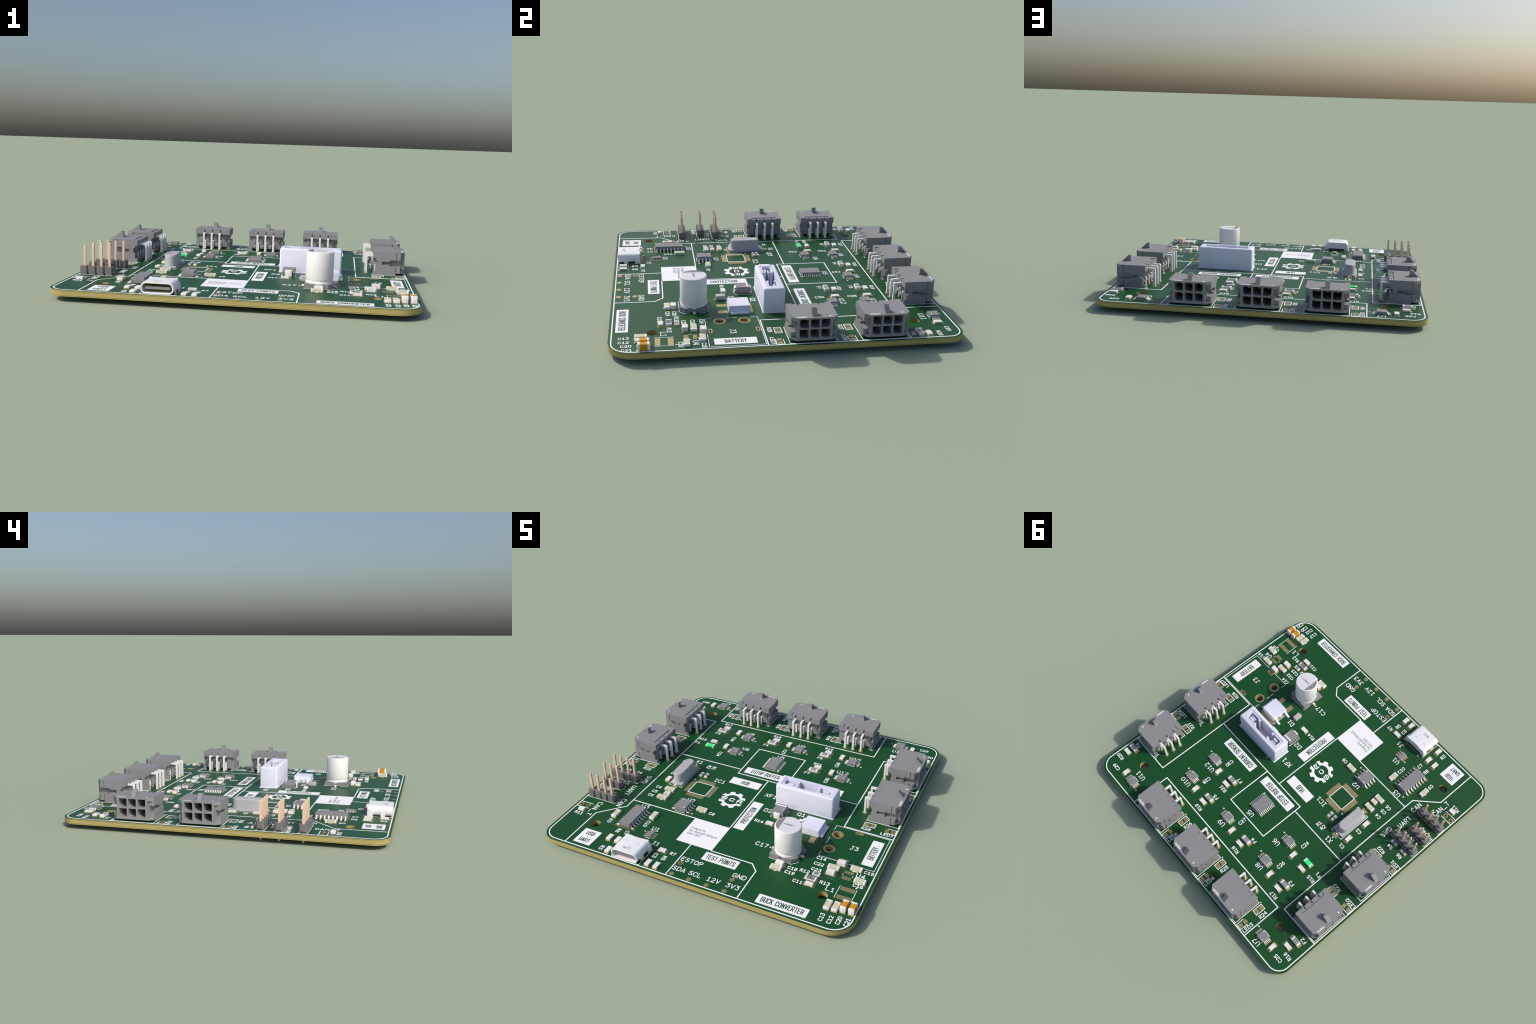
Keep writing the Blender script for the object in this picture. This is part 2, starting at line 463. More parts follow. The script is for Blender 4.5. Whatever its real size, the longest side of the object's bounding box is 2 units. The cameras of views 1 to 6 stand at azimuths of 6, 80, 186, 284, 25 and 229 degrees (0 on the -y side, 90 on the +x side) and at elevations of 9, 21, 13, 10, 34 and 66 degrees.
# bare quad package
ink.line([(-13.83, -11.17), (-20.2, -11.17), (-20.2, -4.9), (-13.83, -4.9), (-13.83, -11.17)], 0.28)
ink.dot(-21.55, -4.03, 0.42)
# crystal brackets
for s in (-1, 1):
    xe = -25.82 + s * 2.45
    ink.line([(xe, -10.1), (xe, 2.66)], 0.2)
    for ye in (-10.1, 2.66):
        ink.line([(xe, ye), (xe - s * 0.9, ye)], 0.2)
ink.dot(-25.86, 4.35, 0.28)
# fuse holder
ink.line([(9.05, -5.42), (28.98, -5.42), (28.98, 1.44), (9.05, 1.44), (9.05, -5.42)], 0.15)
ink.dot(12.34, 2.0, 0.25)
# capacitor base
for s in (-1, 1):
    ink.line([(18.35, -25.6 + s * 1.6), (18.35, -25.6 + s * 4.42), (25.5, -25.6 + s * 4.42), (26.95, -25.6 + s * 3.0), (26.95, -25.6 + s * 1.6)], 0.16)
ink.dot(16.75, -25.6, 0.25)
# usb, transistor, diode outlines
for s in (-1, 1):
    ink.line([(-19.5 + s * 4.82, -47.4), (-19.5 + s * 4.82, -48.75)], 0.2)
    ink.line([(-19.5 + s * 4.82, -43.4), (-19.5 + s * 4.82, -45.0)], 0.2)
ink.line([(-24.32, -48.75), (-14.68, -48.75)], 0.16)
ink.dot(-22.74, -40.26, 0.22)
ink.line([(21.1, -8.5), (21.1, -15.0)], 0.17)
ink.line([(28.2, -8.5), (28.2, -15.0)], 0.17)
for s in (-1, 1):
    ink.line([(12.6 + s * 1.8, -7.25), (12.6 + s * 2.15, -7.25), (12.6 + s * 2.15, -11.9), (12.6 + s * 1.8, -11.9)], 0.18)
ink.dot(12.6, -6.6, 0.16)

# ---- labels beside the parts
names = Shape()
tag = Ink(names, "silk", TOP, 0.022)
SMALL, BIG = 1.12, 1.56
for word, x, y in (("R7", -8.1, -40.5), ("C8", -7.07, -18.6), ("C4", -30.34, -12.95), ("C5", -30.36, -15.6), ("C6", -30.4, -17.9), ("R11", -46.1, -35.7),
                   ("R4", -41.1, -8.48), ("R6", -45.58, -8.46), ("R22", -40.03, -5.24), ("R23", -40.03, 15.33), ("LED1", -47.1, -5.25), ("LED2", -46.8, 15.35),
                   ("C2", -30.06, -3.95), ("C1", -30.14, 4.1), ("R15", -32.06, 20.0), ("F1", -32.62, 17.1), ("F3", -29.0, 26.0), ("R17", -28.2, 33.2),
                   ("F4", -9.07, 26.0), ("R18", -7.58, 33.0), ("R19", 12.97, 33.0), ("F5", 12.1, 26.0), ("R21", 12.96, 22.03), ("F7", 11.5, 15.54),
                   ("C29", 44.5, 46.04), ("R20", 47.0, 42.54), ("F6", 46.5, 34.98), ("C25", -44.95, 45.44), ("R16", -46.45, 42.76), ("F2", -46.08, 35.5),
                   ("R27", 40.34, 15.3), ("LED6", 46.6, 14.75), ("LED7", 46.6, -5.5), ("R28", 39.9, -5.35), ("C15", 47.2, -24.3), ("C16", 46.1, -30.6)):
    tag.text(word, x, y, SMALL, 0.235)
for word, x, y in (("R13", 37.2, -33.36), ("C11", 30.0, -35.85), ("C23", 32.95, -29.1), ("C22", 32.76, -26.55), ("C14", 32.56, -23.95), ("R14", 8.15, -15.6),
                   ("R10", -47.2, -21.15), ("R9", -44.1, -16.25), ("C18", 26.54, -31.5), ("C19", 26.49, -33.45), ("R12", 30.19, -31.05)):
    tag.text(word, x, y, SMALL, 0.235)
for word, x, y in (("C28", 19.28, 24.52), ("C30", 19.27, 14.0), ("C9", -34.5, -35.0), ("C21", 48.0, -44.9), ("C20", 45.76, -45.15), ("C12", 43.55, -45.84), ("C13", 41.16, -45.88)):
    tag.text(word, x, y, SMALL, 0.235, 90)
for word, x, y in (("R5", -9.55, -43.2), ("C3", -12.57, -43.25), ("C10", -23.06, -31.6), ("C7", -26.27, -38.0), ("R8", -29.25, -38.05), ("R3", -29.08, -46.92),
                   ("R1", -19.02, 4.62), ("R2", -20.95, 4.54), ("C24", -21.75, 13.5), ("C26", -21.78, 24.53), ("C27", -1.1, 24.55), ("R26", 10.0, 40.0),
                   ("LED5", 9.98, 46.62), ("R25", -10.46, 40.1), ("LED4", -10.43, 46.6), ("R24", -30.94, 40.1), ("LED3", -30.96, 46.6)):
    tag.text(word, x, y, SMALL, 0.235, -90)
for word, x, y in (("J1", -15.3, -38.6), ("U1", -19.04, -32.66), ("U3", -28.45, -24.05), ("U2", -16.75, -15.05), ("X1", -25.5, 6.0), ("IC1", -13.4, -1.5),
                   ("U5", -0.6, 20.5), ("U6", -14.5, 20.45), ("U8", -17.3, 30.45), ("U9", 3.24, 30.5), ("U10", 23.7, 30.5), ("U12", 22.7, 20.5),
                   ("U11", 36.05, 41.5), ("U7", -36.35, 47.4), ("J3", 39.75, -15.68), ("U4", 45.5, -26.45), ("L1", 39.5, -35.0), ("D1", 17.4, -13.7),
                   ("D2", 8.5, -9.5), ("XF1", 6.05, -2.05), ("C17", 13.95, -25.55), ("GND", 14.3, -41.05), ("3V3", 14.38, -45.45), ("12V", 8.3, -45.45),
                   ("SCL", 2.35, -45.45), ("SDA", -2.95, -45.42), ("ESTOP", -1.2, -41.05), ("Q1", 19.0, -7.1)):
    tag.text(word, x, y, BIG, 0.245, gap=0.30)
for word, x, y in (("CAN", -36.75, -25.6), ("CAN_T", -42.75, -31.9), ("UART", -38.0, -18.6), ("SWD", -36.45, -11.15)):
    tag.text(word, x, y, BIG, 0.245, -90)

# ---- white panels with the name of each section left open
def panel(x0, x1, y0, y1, words, turn=0, tall=2.0, long=None, w=0.25):
    s = Shape()
    s.box(x0, x1, y0, y1, TOP - 0.008, TOP + 0.05, "silk")
    p = put("section_panel", s.mesh("section_panel"), board)
    t_ = Shape()
    g = Ink(t_, "ink", TOP + 0.05, 0.012)
    cx, cy = (x0 + x1) / 2, (y0 + y1) / 2
    for i, (wd, ln) in enumerate(words):
        oy = ((len(words) - 1) / 2 - i) * 1.6 if len(words) > 1 else 0
        g.text(wd, cx, cy + oy, tall - w, w, turn, G2, 0.36, fit=ln)
    put("section_lettering", t_.mesh("section_lettering"), p)

panel(22.5, 37.45, -48.2, -44.73, [("BUCK CONVERTER", 12.7)])
panel(0.5, 11.7, -39.0, -35.4, [("TEST POINTS", 9.5)])
panel(11.85, 26.88, 7.03, 10.55, [("CURRENT SENSOR", 12.7)])
panel(-8.52, 6.57, 6.75, 10.2, [("ESTOP BUFFER", 10.5)])
panel(-10.32, 0.5, -0.78, 2.87, [("HUB", 2.9)])
panel(43.8, 47.3, -21.5, -9.72, [("BATTERY", 6.1)], 90)
panel(2.18, 5.77, -21.97, -7.03, [("PROTECTION", 8.8)], 90)
panel(-39.0, -33.04, -47.85, -41.2, [("USB", 2.9), ("-", 0.6), ("UART", 3.6)], tall=1.72)

# ---- built-in font for the small sentences and maker's marks
def type_mesh(name, text, length, height, mat, thick=0.01, z=0.0, bold=0.012):
    cu = bpy.data.curves.new(name, "FONT")
    cu.body = text
    cu.extrude = 0.5
    cu.resolution_u = 2
    cu.offset = bold
    o = bpy.data.objects.new(name, cu)
    scene.collection.objects.link(o)
    dg = bpy.context.evaluated_depsgraph_get()
    dg.update()
    me = bpy.data.meshes.new_from_object(o.evaluated_get(dg))
    bpy.data.objects.remove(o)
    xs = [v.co.x for v in me.vertices]
    ys = [v.co.y for v in me.vertices]
    kx, ky = length / (max(xs) - min(xs)), height / (max(ys) - min(ys))
    for v in me.vertices:
        v.co = Vector(((v.co.x - (max(xs) + min(xs)) / 2) * kx * MM, (v.co.y - (max(ys) + min(ys)) / 2) * ky * MM, ((v.co.z + 0.5) * thick + z) * MM))
    me.name = name
    me.materials.clear()
    me.materials.append(M[mat])
    return me

s = Shape()
s.box(-10.68, 1.62, -34.45, -22.6, TOP - 0.008, TOP + 0.05, "silk")
card = put("credit_panel", s.mesh("credit_panel"), board)
for txt, x, y, ln, ht in (("Designed by", -6.9, -27.35, 5.1, 1.35), ("Sau Aphisith Sithisack", -4.55, -28.75, 9.8, 1.35), ("IGVC 2027", -7.05, -30.0, 4.7, 1.08)):
    put("credit_lettering", type_mesh("credit_lettering", txt, ln, ht, "greyink"), card, (x, y, TOP + 0.05))

# ---- gear emblem with three letters
gear = Shape()
gx, gy = -4.75, -9.2
def rim(a):
    """Outer radius: eight teeth, their gaps on the letter axis."""
    p = (a / (pi / 4)) % 1.0
    d = abs(p - 0.5) * 2
    return 3.50 + 0.84 * max(0.0, min(1.0, (0.68 - d) / 0.22))
CLEAR = 1.13                                 # half width of the gap cut for the letters
for side in (0, pi):
    n = 110
    inner_a = [math.asin(CLEAR / 2.53) + (pi - 2 * math.asin(CLEAR / 2.53)) * i / n for i in range(n + 1)]
    outer_a = [math.asin(CLEAR / 4.0) + (pi - 2 * math.asin(CLEAR / 4.0)) * i / n for i in range(n + 1)]
    for i in range(n):
        quad = []
        for al, r in ((inner_a[i], 2.53), (outer_a[i], None), (outer_a[i + 1], None), (inner_a[i + 1], 2.53)):
            r = r or rim(al)
            quad.append((gx + r * cos(al + side), gy + r * sin(al + side)))
        gear.prism(quad, TOP - 0.008, TOP + 0.024, "silk")
gi = Ink(gear, "silk", TOP, 0.024)
gi.text("S", gx - 2.8, gy, 1.36, 0.36, glyphs=G2, fit=2.0)
gi.text("C", gx, gy, 1.36, 0.36, glyphs=G2, fit=1.8)
gi.text("R", gx + 2.8, gy, 1.36, 0.36, glyphs=G2, fit=2.0)
put("gear_emblem", gear.mesh("gear_emblem"), board)

# ---------------------------------------------------------------- chip parts
def chip(kind, L, Wd, Ht, tw, body, end="tin", mark=None, film=False):
    """Rectangular chip along x: ceramic body and two wrapped end caps."""
    b = Shape()
    if film:
        b.box(-L / 2 + tw * 0.9, L / 2 - tw * 0.9, -Wd / 2 + 0.03, Wd / 2 - 0.03, 0.05, Ht - 0.06, "ceramic")
        b.box(-L / 2 + tw * 0.95, L / 2 - tw * 0.95, -Wd / 2 + 0.1, Wd / 2 - 0.1, Ht - 0.08, Ht - 0.02, body)
    else:
        b.box(-L / 2 + tw * 0.9, L / 2 - tw * 0.9, -Wd / 2 + 0.03, Wd / 2 - 0.03, 0.05, Ht - 0.03, body)
    me_b = b.mesh(kind)
    if mark:
        m_ = Shape()
        m_.mats, m_.v, m_.f, m_.mi = list(b.mats), list(b.v), list(b.f), list(b.mi)
        if mark == "blue":
            for i in range(3):
                m_.box(0.25 + i * 0.24, 0.42 + i * 0.24, 0.38 - 0.05, 0.38 + 0.13, Ht - 0.04, Ht - 0.02, "blue")
            for y in (-1, 1):
                pass
        elif mark == "bar":
            m_.box(-0.75, 0.75, -0.10, 0.02, Ht - 0.04, Ht - 0.018, "mark")
        elif mark == "dash":
            m_.box(-0.5, 0.5, -0.07, 0.07, Ht - 0.04, Ht - 0.018, "white")
        elif mark == "fleck":
            for i in range(3):
                m_.box(0.45 + i * 0.16, 0.56 + i * 0.16, 0.2, 0.42, Ht - 0.04, Ht - 0.018, "white")
        me_b = m_.mesh(kind)
    e = Shape()
    e.box(-L / 2, -L / 2 + tw, -Wd / 2, Wd / 2, 0.03, Ht, end)
    me_e = e.mesh("end_cap", bevel=min(0.09, Ht * 0.15), segments=2)
    return me_b, me_e

CHIP = {
 "white": chip("chip_resistor", 2.36, 1.46, 0.60, 0.30, "ceramic"),
 "cream": chip("chip_capacitor", 3.35, 1.72, 0.85, 0.52, "cream", mark="blue"),
 "tall": chip("chip_capacitor", 2.4, 1.62, 1.30, 0.45, "ceramic"),
 "low": chip("chip_capacitor", 2.05, 1.45, 0.85, 0.42, "ceramic"),
 "peach": chip("chip_capacitor", 2.1, 1.48, 0.85, 0.5, "peach"),
 "fuse": chip("chip_fuse", 3.15, 1.6, 0.95, 0.62, "ic", mark="bar", film=True),
 "film": chip("chip_resistor", 3.3, 1.72, 0.62, 0.5, "resist", mark="fleck", film=True),
 "film_small": chip("chip_resistor", 2.15, 1.38, 0.55, 0.42, "ic", film=True),
 "film_tiny": chip("chip_resistor", 2.0, 1.12, 0.50, 0.40, "ic", film=True),
 "orange": chip("chip_capacitor", 3.2, 1.66, 2.0, 0.62, "orange", mark="fleck"),
}
# pad reach from the centre, pad width, pad inner edge
PAD = {"white": (1.71, 1.70, 0.5), "cream": (1.88, 1.74, 0.9), "tall": (1.72, 1.68, 0.5), "peach": (1.25, 1.5, 0.5), "low": (1.36, 1.56, 0.5), "fuse": (2.34, 1.64, 0.9),
       "film": (2.08, 1.76, 0.9), "film_small": (1.3, 1.42, 0.5), "film_tiny": (1.5, 1.32, 0.45), "orange": (1.88, 1.7, 0.9)}
PART_NAME = {"white": "chip_resistor", "cream": "chip_capacitor", "tall": "chip_capacitor", "peach": "chip_capacitor", "low": "chip_capacitor", "fuse": "chip_fuse",
             "film": "chip_resistor", "film_small": "chip_resistor", "film_tiny": "chip_resistor", "orange": "chip_capacitor"}

def chip_at(kind, x, y, turn=0, name=None):
    me_b, me_e = CHIP[kind]
    o = put(name or PART_NAME[kind], me_b, None, (x, y, TOP + 0.005), turn)
    put("end_cap", me_e, o)
    put("end_cap", me_e, o, turn=180)
    reach, wd, inner = PAD[kind]
    for s_ in (-1, 1):
        m_ = s_ * (reach + inner) / 2
        if turn % 180 == 0:
            single_pad(x + m_, y, reach - inner, wd)
        else:
            single_pad(x, y + m_, wd, reach - inner)
    if kind in ("cream", "orange"):      # short print dashes along both flanks
        for s_ in (-1, 1):
            p, q_ = (-0.48, s_ * 0.93), (0.48, s_ * 0.93)
            if turn % 180 == 0:
                ink.line([(x + p[0], y + p[1]), (x + q_[0], y + q_[1])], 0.16)
            else:
                ink.line([(x + p[1], y + p[0]), (x + q_[1], y + q_[0])], 0.16)
    return o

# white chips lying along x, then along y
for x, y in ((-44.0, 40.5), (13.72, 30.46), (13.74, 20.04), (-27.26, 20.0), (-11.6, -40.56), (33.44, -35.7), (11.84, -15.58), (47.0, 39.4), (-6.75, 30.4), (-27.25, 30.5)):
    chip_at("white", x, y, 0)
for x, y in ((-40.96, 44.5), (19.25, 29.5), (19.23, 19.05), (-21.76, 19.02), (-12.5, -47.0), (-26.5, -47.0), (-26.5, -42.0), (-29.5, -42.0), (-9.65, -47.03), (-29.78, -7.7), (-29.75, 0.62), (40.44, 44.57), (-1.27, 29.5), (-21.77, 29.5)):
    chip_at("white", x, y, 90, "chip_capacitor")
for x, y, tn in ((-26.0, -12.97, 0), (-26.0, -17.8, 0), (46.08, -28.96, 0), (43.54, -24.43, 0), (37.26, -26.5, 0), (-10.72, -18.4, 0), (22.2, -33.5, 0),
                 (-22.96, -27.54, 270), (-34.52, -31.55, 90), (43.45, -41.1, 90), (41.2, -41.2, 90)):
    chip_at("cream", x, y, tn)
for x, y, tn in ((38.84, -24.04, 0), (37.37, -29.0, 0), (22.55, -31.65, 0)):
    chip_at("tall", x, y, tn)
chip_at("low", -46.03, -34.0, 0)
chip_at("peach", -25.5, -15.62, 0)
for x, y in ((-44.5, 37.5), (13.2, 28.0), (13.25, 17.5), (46.45, 36.85), (-7.35, 27.9), (-27.84, 27.93)):
    chip_at("fuse", x, y, 180)
chip_at("film", 33.0, -33.3, 0)
chip_at("film_small", 33.77, -31.05, 0)
for x, y, tn in ((-18.98, -0.6, 90), (-20.94, -0.66, 90), (-41.0, -10.62, 0), (-45.58, -10.52, 0), (-41.56, -16.0, 0), (-44.1, -21.1, 0)):
    chip_at("film_tiny", x, y, tn)
chip_at("orange", 48.0, -40.4, 90)
chip_at("orange", 45.65, -40.5, 90)

# green indicator fuse with notched metal ends
b = Shape()
b.box(-1.62, 1.62, -0.83, 0.83, 0.32, 0.62, "led")
b.box(-1.0, 1.0, -0.8, 0.8, 0.05, 0.32, "led")
b.box(-0.6, 0.3, -0.05, 0.04, 0.61, 0.64, "white")
g_ = put("indicator_fuse", b.mesh("indicator_fuse", bevel=0.03), None, (-27.26, 16.95, TOP))
e = Shape()
nt_ = [(1.64, -0.62), (1.64, -0.28), (1.48, -0.12), (1.42, 0.0), (1.48, 0.12), (1.64, 0.28), (1.64, 0.62), (1.0, 0.62), (1.0, -0.62)]
e.prism(nt_, 0.60, 0.66, "tin")
e.box(1.05, 1.66, -0.8, -0.3, 0.03, 0.30, "tin")
e.box(1.05, 1.66, 0.3, 0.8, 0.03, 0.30, "tin")
me_e = e.mesh("end_cap")
put("end_cap", me_e, g_)
put("end_cap", me_e, g_, turn=180)
for s_ in (-1, 1):
    single_pad(-27.26 + s_ * 1.4, 16.95, 1.05, 1.98)

# ---------------------------------------------------------------- chips with legs
def gull(shape, x_in, x_out, z_top, foot, w, y, mat, th=0.18, sgn=1):
    """Bent leg: out of the body, down, and flat on the pad."""
    xk = x_out - foot
    prof = [(x_in, z_top), (x_in + 0.28 * (xk - x_in) + .05, z_top), (xk + 0.05, th + 0.04), (x_out, th + 0.03), (x_out, 0.03), (xk - 0.06, 0.03),
            (x_in + 0.28 * (xk - x_in) - 0.06, z_top - th), (x_in, z_top - th)]
    pr = [(sgn * px, pz) for px, pz in prof]
    shape.along_y(pr, y - w / 2, y + w / 2, mat)

leg_mesh = {}
def package(x, y, bx, by, z0, z1, rows, pitch, span, w, foot, turn=0, padw=None, padin=None, padout=None, taper=0.965, leg_th=0.18, marks=("dot", "bar"), dotpos=None, dashes=(-1, 1), stuff_pads=True):
    b_ = Shape()
    zm = z0 + (z1 - z0) * 0.48
    def rect(k, z):
        ox, oy = bx / 2 - k, by / 2 - k
        return [(-ox, -oy, z), (ox, -oy, z), (ox, oy, z), (-ox, oy, z)]
    k = (1 - taper) * bx / 2
    b_.loft([rect(k, z0), rect(0, zm), rect(0, zm + 0.1), rect(k, z1)], "ic")
    if "dot" in marks:
        b_.prism([(bx / 2 - 0.17 * bx + 0.06 * bx * cos(2 * pi * i / 14), -by / 2 + 0.14 * bx + 0.06 * bx * sin(2 * pi * i / 14)) for i in range(14)], z1 - 0.01, z1 + 0.012, "white")
    if "bar" in marks:
        for i in range(4):
            b_.box(-bx / 2 + 0.10 * bx + i * 0.08 * bx, -bx / 2 + 0.16 * bx + i * 0.08 * bx, by / 2 - 0.20 * bx, by / 2 - 0.13 * bx, z1 - 0.01, z1 + 0.012, "mark")
    if "spot" in marks:
        b_.prism([(bx / 2 - 0.12 * bx + 0.055 * bx * cos(2 * pi * i / 14), by / 2 - 0.14 * bx + 0.055 * bx * sin(2 * pi * i / 14)) for i in range(14)], z1 - 0.01, z1 + 0.012, "white")
    p = put("chip_package", b_.mesh("chip_package"), None, (x, y, TOP), turn)
    key = (span, w, foot, bx, leg_th)
    if key not in leg_mesh:
        l_ = Shape()
        gull(l_, bx / 2 - 0.05, span / 2, zm + leg_th / 2 + 0.05, foot, w, 0, "tin", leg_th)
        leg_mesh[key] = l_.mesh("leg")
    a = radians(turn)
    for i in range(rows):
        yy = (i - (rows - 1) / 2) * pitch
        put("leg", leg_mesh[key], p, (0, yy, 0))
        put("leg", leg_mesh[key], p, (0, yy, 0), 180)
        for s_ in (-1, 1):
            px = s_ * (padin + padout) / 2
            (pad if stuff_pads else single_pad)(x + px * cos(a) - yy * sin(a), y + px * sin(a) + yy * cos(a), padout - padin, padw)
    if dashes:
        for s_ in dashes:
            ink.line([(x - bx / 2 * 0.9, y + s_ * (by / 2 + 0.16)), (x + bx / 2 * 0.9, y + s_ * (by / 2 + 0.16))], 0.15)
    if dotpos:
        ink.dot(x + dotpos[0], y + dotpos[1], 0.27)
    return p

for x, y, tn in ((23.74, 17.0, 0), (-17.2, 17.0, 0), (-36.5, 44.55, 0), (-17.1, 27.45, 0), (3.4, 27.5, 0), (23.74, 27.52, 0), (36.0, 45.0, 180)):
    dp = (3.5, -1.05) if tn == 0 else (-3.46, 1.02)
    package(x, y, 3.0, 3.0, 0.12, 1.05, 5, 0.5, 4.95, 0.24, 0.55, tn, 0.30, 1.75, 2.85, dotpos=dp, leg_th=0.16)
package(-0.82, 15.3, 4.4, 6.5, 0.12, 1.12, 10, 0.65, 6.35, 0.27, 0.6, 0, 0.38, 2.45, 3.36, marks=(), dotpos=(2.88, -3.49), leg_th=0.16)
package(-17.0, -19.3, 3.9, 4.9, 0.15, 1.70, 4, 1.27, 6.05, 0.44, 0.75, 0, 0.6, 2.1, 3.42, marks=("dot", "bar", "spot"), dotpos=(4.14, -1.88), stuff_pads=False, leg_th=0.22)
package(-28.4, -31.05, 3.9, 9.9, 0.15, 1.70, 8, 1.27, 6.05, 0.44, 0.75, 0, 0.6, 2.1, 3.5, marks=("spot",), dotpos=(-2.52, 6.14), dashes=(1,), stuff_pads=False, leg_th=0.22)
pad(-28.45, -36.2, 7.6, 0.24)
# small six-leg chip
b = Shape()
b.block(0, 0, 1.7, 3.05, 0.08, 0.62, "ic", 0.94, 0.98)
p = put("chip_package", b.mesh("chip_package"), None, (-19.02, -35.72, TOP))
l_ = Shape()
l_.box(0.8, 1.22, -0.2, 0.2, 0.03, 0.24, "tin")
lm = l_.mesh("leg", bevel=0.04)
for i in (-1, 0, 1):
    put("leg", lm, p, (0, i * 0.95, 0))
    put("leg", lm, p, (0, i * 0.95, 0), 180)
    for s_ in (-1, 1):
        single_pad(-19.02 + s_ * 1.42, -35.72 + i * 0.95, 1.1, 0.72)
for s_ in (-1, 1):
    ink.line([(-19.85, -35.72 + s_ * 1.66), (-18.2, -35.72 + s_ * 1.66)], 0.15)
ink.dot(-21.5, -34.83, 0.25)

# bare landings: quad package, regulator, coil
for i in range(8):
    d = (i - 3.5) * 0.80
    for s_ in (-1, 1):
        pad(-17.0 + s_ * 4.21, -8.03 + d, 1.6, 0.74)
        pad(-17.0 + d, -8.03 + s_ * 4.21, 0.74, 1.6)
for x in (41.1, 42.0, 42.9):
    single_pad(x, -26.5, 0.76, 1.15)
    single_pad(x, -28.93, 0.76, 1.35)
for x in (40.54, 43.5):
    ink.line([(x, -27.5), (x, -28.05)], 0.17)
ink.line([(42.7, -25.5), (43.05, -25.45)], 0.3)
single_pad(44.0, -33.2, 4.2, 1.55)
single_pad(44.0, -36.75, 4.2, 1.5)
ink.dot(46.0, -31.7, 0.26)

# ---------------------------------------------------------------- power connectors
# local frame: x points out of the board's edge, origin on the rear pin row
def housing():
    h = Shape()
    h.prism([(2.05, -6.5), (10.6, -6.5), (11.95, -5.1), (11.95, 5.1), (10.6, 6.5), (2.05, 6.5)], 0.0, 7.4, "grey")
    base = h.mesh("connector_housing")
    k = Shape()
    g = "grey"
    k.box(1.0, 2.9, -5.35, 5.35, -1, 5.4, g)                    # hollow under the rear bar
    for s_ in (-1, 1):
        a_, b_ = sorted((s_ * 5.3, s_ * 7.0))
        k.box(1.0, 2.88, a_, b_, 1.2, 5.39, g)                  # rear cut of the side walls
        k.box(2.8, 3.45, a_, b_, 3.15, 4.65, g)
        c0, c1 = sorted((s_ * 4.98, s_ * 7.0))
        k.box(10.75, 13.0, c0, c1, 1.45, 6.5, g)                # front corner recess
        d0, d1 = sorted((s_ * 5.15, s_ * 7.0))
        k.box(7.3, 10.8, d0, d1, 2.85, 4.85, g)                 # polarising slot, two widths
        d0, d1 = sorted((s_ * 5.4, s_ * 7.0))
        k.box(4.75, 7.35, d0, d1, 3.35, 4.35, g)
        e0, e1 = sorted((s_ * 6.2, s_ * 7.0))
        k.box(9.22, 9.42, e0, e1, -0.5, 8.0, g)                 # vertical groove
    k.box(9.3, 13.0, -8, 8, -1.0, 0.62, g)                      # raised nose
    k.box(1.5, 9.35, -5.3, 5.3, -1.02, 0.60, g)                 # gap under the body
    for r_, z in ((0, 2.7), (1, 5.7)):
        for v in (-3, 0, 3):
            hw, ch = 1.25, 0.55
            if r_ == 1 and v == 3:
                poly = [(v - hw, z - hw), (v + hw - ch, z - hw), (v + hw, z - hw + ch), (v + hw, z + hw), (v - hw, z + hw)]
            else:
                poly = [(v - hw, z - hw + ch), (v - hw + ch, z - hw), (v + hw, z - hw), (v + hw, z + hw), (v - hw, z + hw)]
            k.along_x(poly, 4.3, 13.0, g)
    for v in (-3, 0, 3):
        k.box(1.0, 3.05, v - 0.27, v + 0.27, 5.0, 8.0, g)       # pin slots in the bar
        k.box(2.5, 3.65, v - 0.5, v + 0.5, -0.6, 5.41, g)     # pin channels
    k.box(1.0, 3.65, -4.75, 4.75, 7.17, 8.2, g)                 # shallow step in the roof
    me = carve(base, k)
    h2 = Shape()
    # locking ramp
    h2.along_y([(11.4, 7.35), (9.55, 9.25), (9.35, 9.38), (8.75, 9.38), (8.68, 9.28), (8.66, 8.0), (8.55, 7.65), (8.2, 7.35)], -0.72, 0.72, g)
    # ribs between the pin channels
    for v0, v1 in ((-2.1, -0.9), (0.9, 2.1), (3.9, 5.0)):
        h2.along_y([(2.92, 0.7), (2.5, 0.7), (2.45, 1.5), (2.92, 1.9)], v0, v1, g)
        h2.along_y([(2.92, 2.2), (2.70, 2.5), (2.70, 3.6), (2.92, 4.6)], v0 + 0.25, v1 - 0.25, g)
    bm = bmesh.new()
    bm.from_mesh(me)
    bm.from_mesh(h2.mesh("ramp"))
    bm.to_mesh(me)
    bm.free()
    me.materials.clear()
    me.materials.append(M["grey"])
    me.polygons.foreach_set("material_index", [0] * len(me.polygons))
    return me

housing_me = housing()
def bent(o_down, z):
    s_ = Shape()
    q_ = 0.32
    s_.along_y([(7.6, z - q_), (7.75, z - 0.15), (7.75, z + 0.15), (7.6, z + q_), (o_down - q_ + 0.22, z + q_), (o_down - q_, z + q_ - 0.22), (o_down - q_, -3.0), (o_down - 0.15, -TOP), (o_down + 0.15, -TOP), (o_down + q_, -3.0), (o_down + q_, z - q_)], -q_, q_, "tin")
    return s_.mesh("contact_pin")
pin_hi, pin_lo = bent(0.0, 5.7), bent(3.0, 2.7)
maker = type_mesh("printed_name", "molex", 2.85, 0.85, "white", 0.02, bold=0.03)
tri_ = Shape()
tri_.prism([(10.6, 3.95), (11.35, 4.3), (10.6, 4.65)], 7.39, 7.42, "white")
tri_me = tri_.mesh("pin_one_mark")
